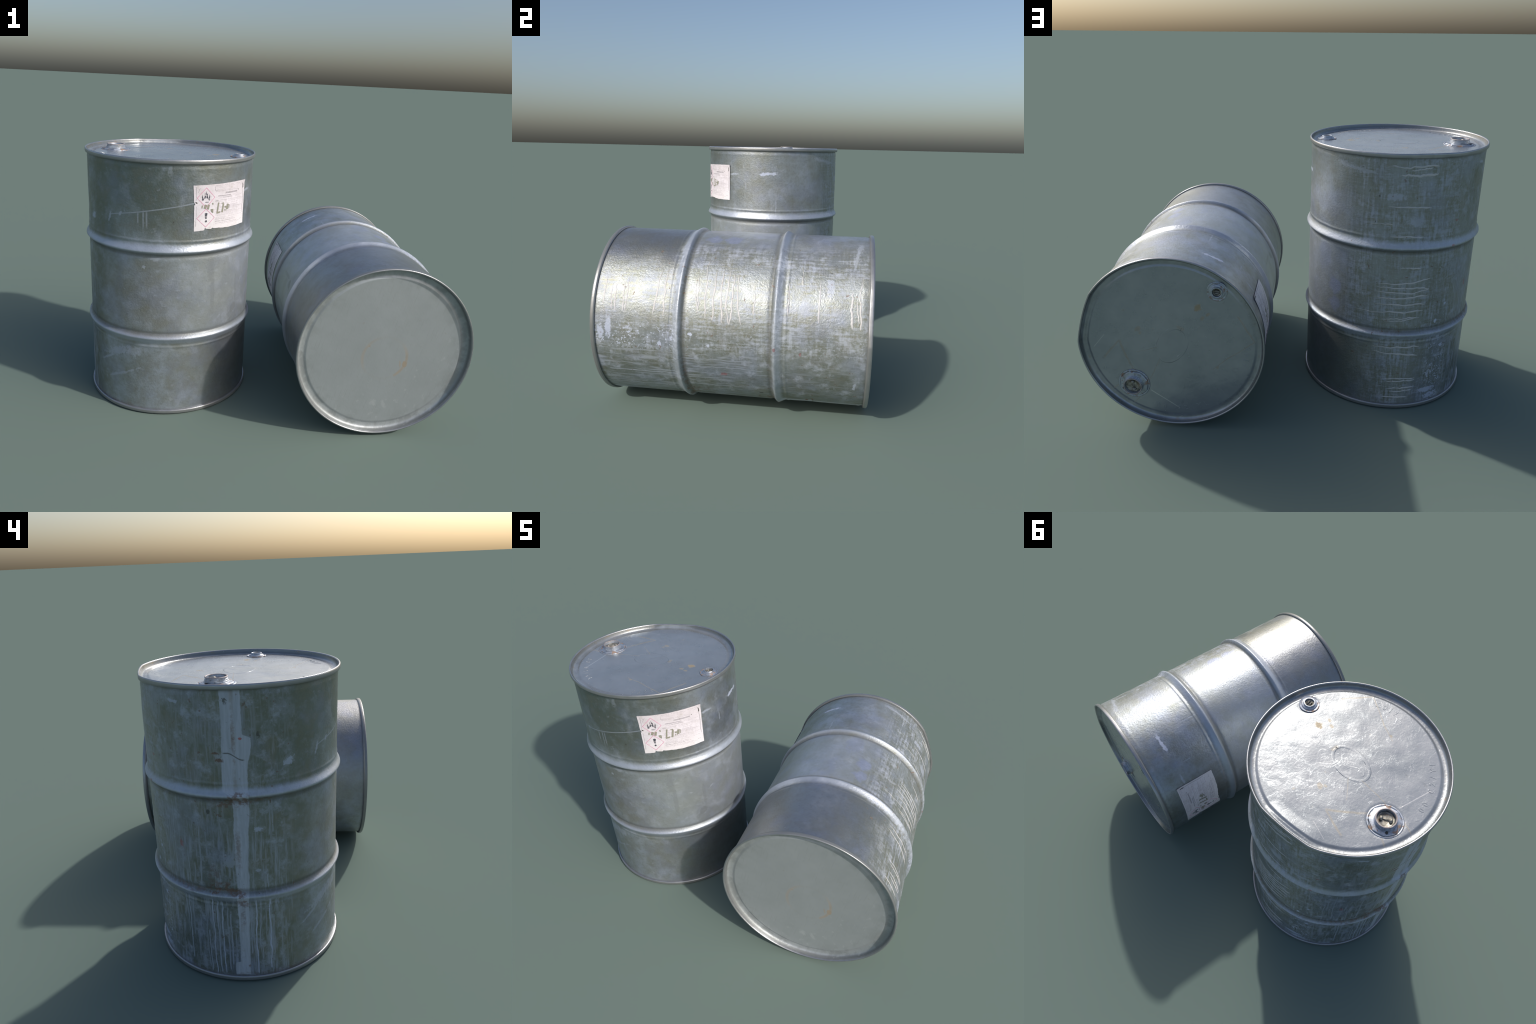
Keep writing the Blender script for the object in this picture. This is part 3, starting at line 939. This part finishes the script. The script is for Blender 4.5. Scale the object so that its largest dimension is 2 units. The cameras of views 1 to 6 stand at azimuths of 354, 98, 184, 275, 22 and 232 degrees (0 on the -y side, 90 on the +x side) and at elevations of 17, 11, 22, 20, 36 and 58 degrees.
def build_label(parent, mats):
    paper = new_object("label", rolled([label_outline()], 0.0, 0.0007, 1.2, label_curl), mats["paper"], parent, smooth=False)
    up = 0.0009

    def mark(name, polys, mat, lift=up, thick=0.00035):
        return new_object(name, rolled(polys, lift, thick, 1.0, lambda d, z: label_curl(d, z)), mat, paper, smooth=False)
    mark("hazard_diamond", diamond(-65.1, 1.172, 6.4, 0.0505, 0.0042), mats["pink"])
    mark("hazard_diamond", diamond(-65.1, 1.071, 6.4, 0.0475, 0.0040), mats["pink"])
    mark("flame_symbol", flame_polys(), mats["ink"], up + 0.0002)
    mark("exclamation_mark", [[(-66.0, 1.0935), (-65.0, 1.0965), (-64.0, 1.0940), (-64.15, 1.088), (-64.5, 1.0685), (-65.0, 1.066), (-65.5, 1.0685), (-65.7, 1.078)],
                              ellipse(-65.0, 1.0545, 0.0055)], mats["ink"], up + 0.0002)
    # faded print: rows of word-like dashes and two form boxes
    r_ = random.Random(21)
    lines = []
    z = 1.228
    while z > 1.030:
        if not (1.182 < z < 1.196):
            u = -58.2
            end = -33.5 - (0 if r_.random() < 0.5 else r_.uniform(2, 9))
            h = r_.choice((0.0014, 0.0014, 0.0022))
            while u < end:
                w = r_.uniform(0.5, 2.4)
                if r_.random() < 0.86:
                    lines += [[(u, z), (min(u + w, end), z), (min(u + w, end), z + h), (u, z + h)]]
                u += w + r_.uniform(0.25, 0.5)
        z -= r_.choice((0.0058, 0.0058, 0.0066, 0.011))
    mark("printed_lines", lines, mats["faint"])
    head = []
    u = -50.6
    while u < -39.5:
        w = r_.uniform(0.45, 0.8)
        head += [[(u, 1.185), (u + w * 0.75, 1.185), (u + w, 1.193), (u + w * 0.25, 1.193)]]
        u += w + 0.12
    mark("printed_heading", head, mats["mid"])
    bars = stroke([(-56.6, 1.1755), (-45.5, 1.1755)], 0.0022) + stroke([(-52.5, 1.168), (-45, 1.168)], 0.0016) + stroke([(-58.6, 1.152), (-56.4, 1.152)], 0.002) \
        + stroke([(-58.7, 1.224), (-58.7, 1.205), (-56.8, 1.205)], 0.0015) + stroke([(-58.5, 1.062), (-50, 1.062)], .001) + stroke([(-58.5, 1.048), (-45, 1.048)], .001)
    mark("form_rule", bars, mats["mid"])
    # places where the paper was scraped off: bare metal shows
    torn = []
    for pts, w in ((((-67.6, 1.135), (-68.0, 1.121)), .005), (((-65.2, 1.137), (-66.0, 1.118)), .011), (((-63.2, 1.137), (-63.9, 1.114)), .010),
                   (((-60.9, 1.142), (-59.9, 1.140)), .005), (((-60.3, 1.141), (-60.3, 1.134)), .004),
                   (((-61.8, 1.110), (-59.9, 1.110)), .007), (((-61.2, 1.108), (-61.0, 1.098)), .004), (((-60.2, 1.108), (-60.3, 1.094)), .005),
                   (((-55.9, 1.143), (-56.4, 1.120), (-56.9, 1.094)), .007), (((-57.4, 1.091), (-54.9, 1.094)), .007), (((-55.0, 1.098), (-54.7, 1.092)), .005),
                   (((-52.4, 1.138), (-52.0, 1.134), (-52.5, 1.112), (-53.0, 1.092)), .009), (((-53.6, 1.138), (-52.2, 1.139)), .003),
                   (((-51.0, 1.118), (-49.2, 1.116), (-48.4, 1.110)), .008), (((-50.8, 1.106), (-50.6, 1.098)), .004), (((-49.6, 1.104), (-49.7, 1.098)), .004),
                   (((-48.2, 1.131), (-48.9, 1.104)), .011), (((-46.9, 1.126), (-47.2, 1.106)), .003), (((-47.6, 1.128), (-47.0, 1.126)), .003)):
        torn += stroke(pts, w * 1.15)
    mark("scraped_patch", torn, mats["bare"], up + 0.0004)
    hole = [[(-32.9, 1.199), (-32.2, 1.200), (-32.2, 1.212), (-32.6, 1.222), (-33.1, 1.224), (-32.8, 1.212)], ellipse(-38.0, 1.196, .0022, 8),
            [(-72.4, 1.1545), (-71.2, 1.1500), (-71.0, 1.1455), (-72.0, 1.1455)]]
    mark("torn_hole", hole, mats["grime"], up + 0.0005)
    crease = stroke([(-71.9, 1.225), (-71.7, 1.180), (-72.0, 1.160)], .0016) + stroke([(-71.8, 1.13), (-71.7, 1.08), (-71.9, 1.03)], .0014) \
        + stroke([(-32.6, 1.20), (-32.3, 1.15), (-32.7, 1.10), (-32.2, 1.07)], .002) + stroke([(-70.5, 1.211), (-68.8, 1.219)], .0015) + stroke([(-70.9, 1.196), (-69.6, 1.212)], .0012)
    mark("paper_crease", crease, mats["mid"])
    return paper


def arc_text(text, a0, a1, rad, size, inward, mat, parent, name):
    """embossed characters spread along an arc on the lid"""
    parts = []
    dg = bpy.context.evaluated_depsgraph_get
    n = len(text)
    for i, ch in enumerate(text):
        if ch == " ":
            continue
        cu = bpy.data.curves.new("letter", "FONT")
        cu.body = ch
        cu.size = size
        cu.align_x = "CENTER"
        cu.align_y = "CENTER"
        cu.extrude = 0.0001
        cu.bevel_depth = 0.0006
        cu.bevel_resolution = 1
        cu.resolution_u = 3
        ob = bpy.data.objects.new("letter", cu)
        bpy.context.scene.collection.objects.link(ob)
        bpy.context.view_layer.update()
        me = bpy.data.meshes.new_from_object(ob.evaluated_get(dg()))
        a = a0 + (a1 - a0) * (i + 0.5) / n
        rot = a + 90 if inward else a - 90
        M = Matrix.Translation((rad * math.cos(a * D2R), rad * math.sin(a * D2R), on_lid(rad * math.cos(a * D2R), rad * math.sin(a * D2R))[2] + 0.0002)) @ Matrix.Rotation(rot * D2R, 4, "Z")
        vs = [tuple(M @ v.co) for v in me.vertices]
        parts.append((vs, [tuple(p.vertices) for p in me.polygons]))
        bpy.data.objects.remove(ob)
        bpy.data.meshes.remove(me)
        bpy.data.curves.remove(cu)
    V_, F_ = join_raw(parts)
    me = bpy.data.meshes.new(name)
    me.from_pydata(V_, [], F_)
    return new_object(name, me, mat, parent, smooth=False)


def smooth_by_angle(me, deg):
    me.shade_smooth()
    bm = bmesh.new()
    bm.from_mesh(me)
    for e in bm.edges:
        if len(e.link_faces) == 2 and e.calc_face_angle(0) > deg * D2R:
            e.smooth = False
    bm.to_mesh(me)
    bm.free()


def build_big_bung(parent, mats):
    cx, cy = BUNG_BIG
    z0 = LID_Z - 0.002
    prof = [(0.0700, z0), (0.0705, z0 + 0.0050), (0.0685, z0 + 0.0070), (0.0580, z0 + 0.0090), (0.0510, z0 + 0.0098), (0.0495, z0 + 0.0105), (0.0490, z0 + 0.0150), (0.0472, z0 + 0.0160),
            (0.0470, z0 + 0.0215), (0.0452, z0 + 0.0226), (0.0450, z0 + 0.0255), (0.0464, z0 + 0.0268), (0.0466, z0 + 0.0300), (0.0452, z0 + 0.0314), (0.0424, z0 + 0.0316), (0.0408, z0 + 0.0305),
            (0.0402, z0 + 0.029), (0.0402, z0 + 0.001)]
    me = turned(prof, cx, cy, 96, flats=(8, 0.9, z0 + 0.0092), cap=False)
    collar = new_object("large_bung", me, mats["bung"], parent)
    smooth_by_angle(me, 32)
    pl = [(0.0400, z0 + 0.010), (0.0400, z0 + 0.0155), (0.037, z0 + 0.0175), (0.031, z0 + 0.0175), (0.029, z0 + 0.0155), (0.010, z0 + 0.0152), (0.002, z0 + 0.0155)]
    plug = new_object("plug", turned(pl, cx, cy, 48), mats["plug"], collar)
    bm = bmesh.new()
    for ang, off in ((35, 0.021), (215, 0.021)):
        M = Matrix.Translation((cx, cy, z0 + 0.0190)) @ Matrix.Rotation(ang * D2R, 4, "Z") @ Matrix.Translation((off, 0, 0))
        bmesh.ops.create_cube(bm, size=1.0, matrix=M @ Matrix.Diagonal((0.013, 0.020, 0.011, 1)))
    M = Matrix.Translation((cx, cy, z0 + 0.0170)) @ Matrix.Rotation(35 * D2R, 4, "Z")
    bmesh.ops.create_cube(bm, size=1.0, matrix=M @ Matrix.Diagonal((0.050, 0.009, 0.0045, 1)))
    bmesh.ops.bevel(bm, geom=bm.edges[:], offset=0.0022, segments=2, affect="EDGES")
    me = bpy.data.meshes.new("lug")
    bm.to_mesh(me)
    bm.free()
    new_object("plug_lug", me, mats["plug"], plug)
    # thread bead and a vent hole mark on the collar foot
    me = turned([(0.0062, z0 + 0.0095), (0.0062, z0 + 0.0117), (0.0050, z0 + 0.0123)], cx - 0.045, cy + 0.034, 14)
    new_object("vent_dimple", me, mats["grime"], collar)
    ring = [(0.0680, LID_Z - 0.003), (0.0785, LID_Z - 0.003), (0.0795, LID_Z - 0.0005), (0.0775, LID_Z + 0.0014), (0.0725, LID_Z + 0.0012), (0.0700, LID_Z - 0.0008)]
    new_object("gasket_seat", turned(ring, cx, cy, 72, closed=True), mats["bung"], collar)


def build_small_bung(parent, mats):
    cx, cy = BUNG_SMALL
    z0 = LID_Z - 0.002
    prof = [(0.0480, z0), (0.0485, z0 + 0.0035), (0.0460, z0 + 0.0048), (0.0420, z0 + 0.0034), (0.0390, z0 + 0.0028), (0.0365, z0 + 0.0040), (0.0355, z0 + 0.0075), (0.0335, z0 + 0.0088),
            (0.0290, z0 + 0.0092), (0.0278, z0 + 0.0100), (0.0272, z0 + 0.0155), (0.0258, z0 + 0.0172), (0.0232, z0 + 0.0174), (0.0215, z0 + 0.0162), (0.0211, z0 + 0.0015)]
    me = turned(prof, cx, cy, 72, cap=False)
    collar = new_object("small_bung", me, mats["bung"], parent)
    smooth_by_angle(me, 36)
    pl = [(0.0210, z0 + 0.002), (0.0210, z0 + 0.0085), (0.0180, z0 + 0.0100), (0.0155, z0 + 0.0095), (0.0150, z0 + 0.0040), (0.004, z0 + 0.0035)]
    plug = new_object("plug", turned(pl, cx, cy, 40), mats["plug"], collar)
    bm = bmesh.new()
    for off in (-0.0062, 0.0062):
        M = Matrix.Translation((cx, cy, z0 + 0.0085)) @ Matrix.Rotation(20 * D2R, 4, "Z") @ Matrix.Translation((off, 0, 0))
        bmesh.ops.create_cube(bm, size=1.0, matrix=M @ Matrix.Diagonal((0.0034, 0.024, 0.009, 1)))
    bmesh.ops.bevel(bm, geom=bm.edges[:], offset=0.001, segments=2, affect="EDGES")
    me = bpy.data.meshes.new("lug")
    bm.to_mesh(me)
    bm.free()
    new_object("plug_lug", me, mats["plug"], plug)


def on_lid(x, y, lift=0.0):
    return (x, y, LID_Z + lid_relief(x, y, math.hypot(x, y)) + lift)


def build_emblem(parent, mat):
    parts = []
    zf = -0.0002
    n = 90
    up = lambda p: (0, 0, 1)
    c = (-0.004, -0.006)
    ring = [on_lid(c[0] + 0.100 * math.cos(2 * math.pi * i / n), c[1] + 0.063 * math.sin(2 * math.pi * i / n), zf) for i in range(n + 1)]
    parts.append(sweep(ring, 0.018, 0.0004, taper=False, normal=up))
    wave = [on_lid(c[0] + 0.072 - 0.140 * t, c[1] + 0.024 * math.sin(t * 5.2 - 0.6), zf) for t in np.linspace(0, 1, 36)]
    parts.append(sweep(wave, 0.010, 0.0003, normal=up))
    curl = [on_lid(c[0] - 0.062 + 0.020 * (1 - t * .6) * math.cos(5.5 * t + 2.2), c[1] - 0.004 + 0.020 * (1 - t * .6) * math.sin(5.5 * t + 2.2), zf) for t in np.linspace(0, 1, 30)]
    parts.append(sweep(curl, 0.009, 0.0003, normal=up))
    blade = [on_lid(c[0] + 0.060 - 0.085 * t, c[1] + 0.030 - 0.016 * t + 0.012 * math.sin(t * 3.1), zf) for t in np.linspace(0, 1, 24)]
    parts.append(sweep(blade, 0.009, 0.0003, normal=up))
    return new_object("embossed_emblem", mesh_from("emblem", *join_raw(parts)), mat, parent)


def build_drum():
    root = bpy.data.objects.new("steel_drum", None)
    bpy.context.scene.collection.objects.link(root)
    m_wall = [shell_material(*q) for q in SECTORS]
    m_drip = shell_material("drip", 60, 112, True)
    m_lid, m_base, m_rim = disc_material(True), disc_material(False), rim_material()
    mats = dict(bung=bung_material(), plug=plug_material(), paper=paper_material(),
                pink=ink_material("pink_print", (0.66, 0.33, 0.46), 0.50, (0.70, 0.62, 0.68)), ink=ink_material("dark_print", (0.06, 0.065, 0.085), 0.8),
                faint=ink_material("faded_print", (0.50, 0.46, 0.50), 0.6), mid=ink_material("grey_print", (0.33, 0.31, 0.34), 0.5),
                bare=ink_material("scraped_to_metal", (0.27, 0.27, 0.22), 0.25, (0.42, 0.36, 0.28)), grime=ink_material("grime", (0.045, 0.045, 0.040), 0.2, (.2, .17, .12)))
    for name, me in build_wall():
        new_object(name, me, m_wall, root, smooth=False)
    top = rounded([(0.4380, 1.3310), (0.4480, 1.3325), (0.4506, 1.3375), (0.4506, 1.3490), (0.4484, 1.3545), (0.4435, 1.3545), (0.4408, 1.3500), (0.4398, 1.3400)], 0.0036)
    new_object("top_rim", build_ring(top), m_rim, root)
    bot = rounded([(0.4420, 0.0000), (0.4475, 0.0000), (0.4500, 0.0050), (0.4498, 0.0165), (0.4465, 0.0215), (0.4375, 0.0215), (0.4385, 0.0130), (0.4398, 0.0045)], 0.0034)
    new_object("bottom_rim", build_ring(bot), m_rim, root)
    lid = new_object("lid", build_disc(lid_profile, lid_relief), m_lid, root)
    new_object("base_plate", build_disc(base_profile, base_relief), m_base, root)
    build_emblem(lid, m_lid)
    arc_text("00 02/YL", 193, 237, 0.368, 0.036, True, m_lid, lid, "embossed_text")
    arc_text("201/", -60, -79, 0.362, 0.040, False, m_lid, lid, "embossed_text")
    build_big_bung(lid, mats)
    build_small_bung(lid, mats)
    build_label(root, mats)
    d = new_object("paint_drips", build_drips(), m_drip, root)
    d["kind"] = "stuff"
    return root


def copy_tree(ob, parent=None):
    c = ob.copy()
    bpy.context.scene.collection.objects.link(c)
    c.parent = parent
    for ch in [o for o in bpy.data.objects if o.parent == ob]:
        copy_tree(ch, c)
    return c


drum = build_drum()
fallen = copy_tree(drum)
drum.location = (-0.5437, -0.0144, 0.0)
drum.rotation_euler = (0.0016, 0.0052, 0.0)
# lying along +y, rolled about its own axis until the label faces the standing drum
rot = Matrix(((-0.49824, 0.86703, -0.0037), (-0.00395, 0.00204, 0.99999), (0.86703, 0.49825, 0.0024)))
fallen.matrix_world = Matrix.Translation((0.5424, -0.6842, 0.4618)) @ rot.to_quaternion().to_matrix().to_4x4()
drum["label"] = "upright weathered galvanised steel drum with torn hazard label"
fallen["label"] = "weathered galvanised steel drum lying on its side"
for o in (drum, fallen):
    o["category"] = "oil drum"

# centre the pair
bpy.context.view_layer.update()
lo, hi = Vector((9, 9, 9)), Vector((-9, -9, -9))
for ob in bpy.context.scene.objects:
    if ob.type == "MESH":
        co = np.empty(len(ob.data.vertices) * 3)
        ob.data.vertices.foreach_get("co", co)
        M = np.array(ob.matrix_world)
        w = co.reshape(-1, 3) @ M[:3, :3].T + M[:3, 3]
        for k in range(3):
            lo[k] = min(lo[k], w[:, k].min())
            hi[k] = max(hi[k], w[:, k].max())
print("bounds", lo, hi)
shift = Vector((-(lo.x + hi.x) / 2, -(lo.y + hi.y) / 2, -lo.z))
for o in (drum, fallen):
    o.location = o.location + shift
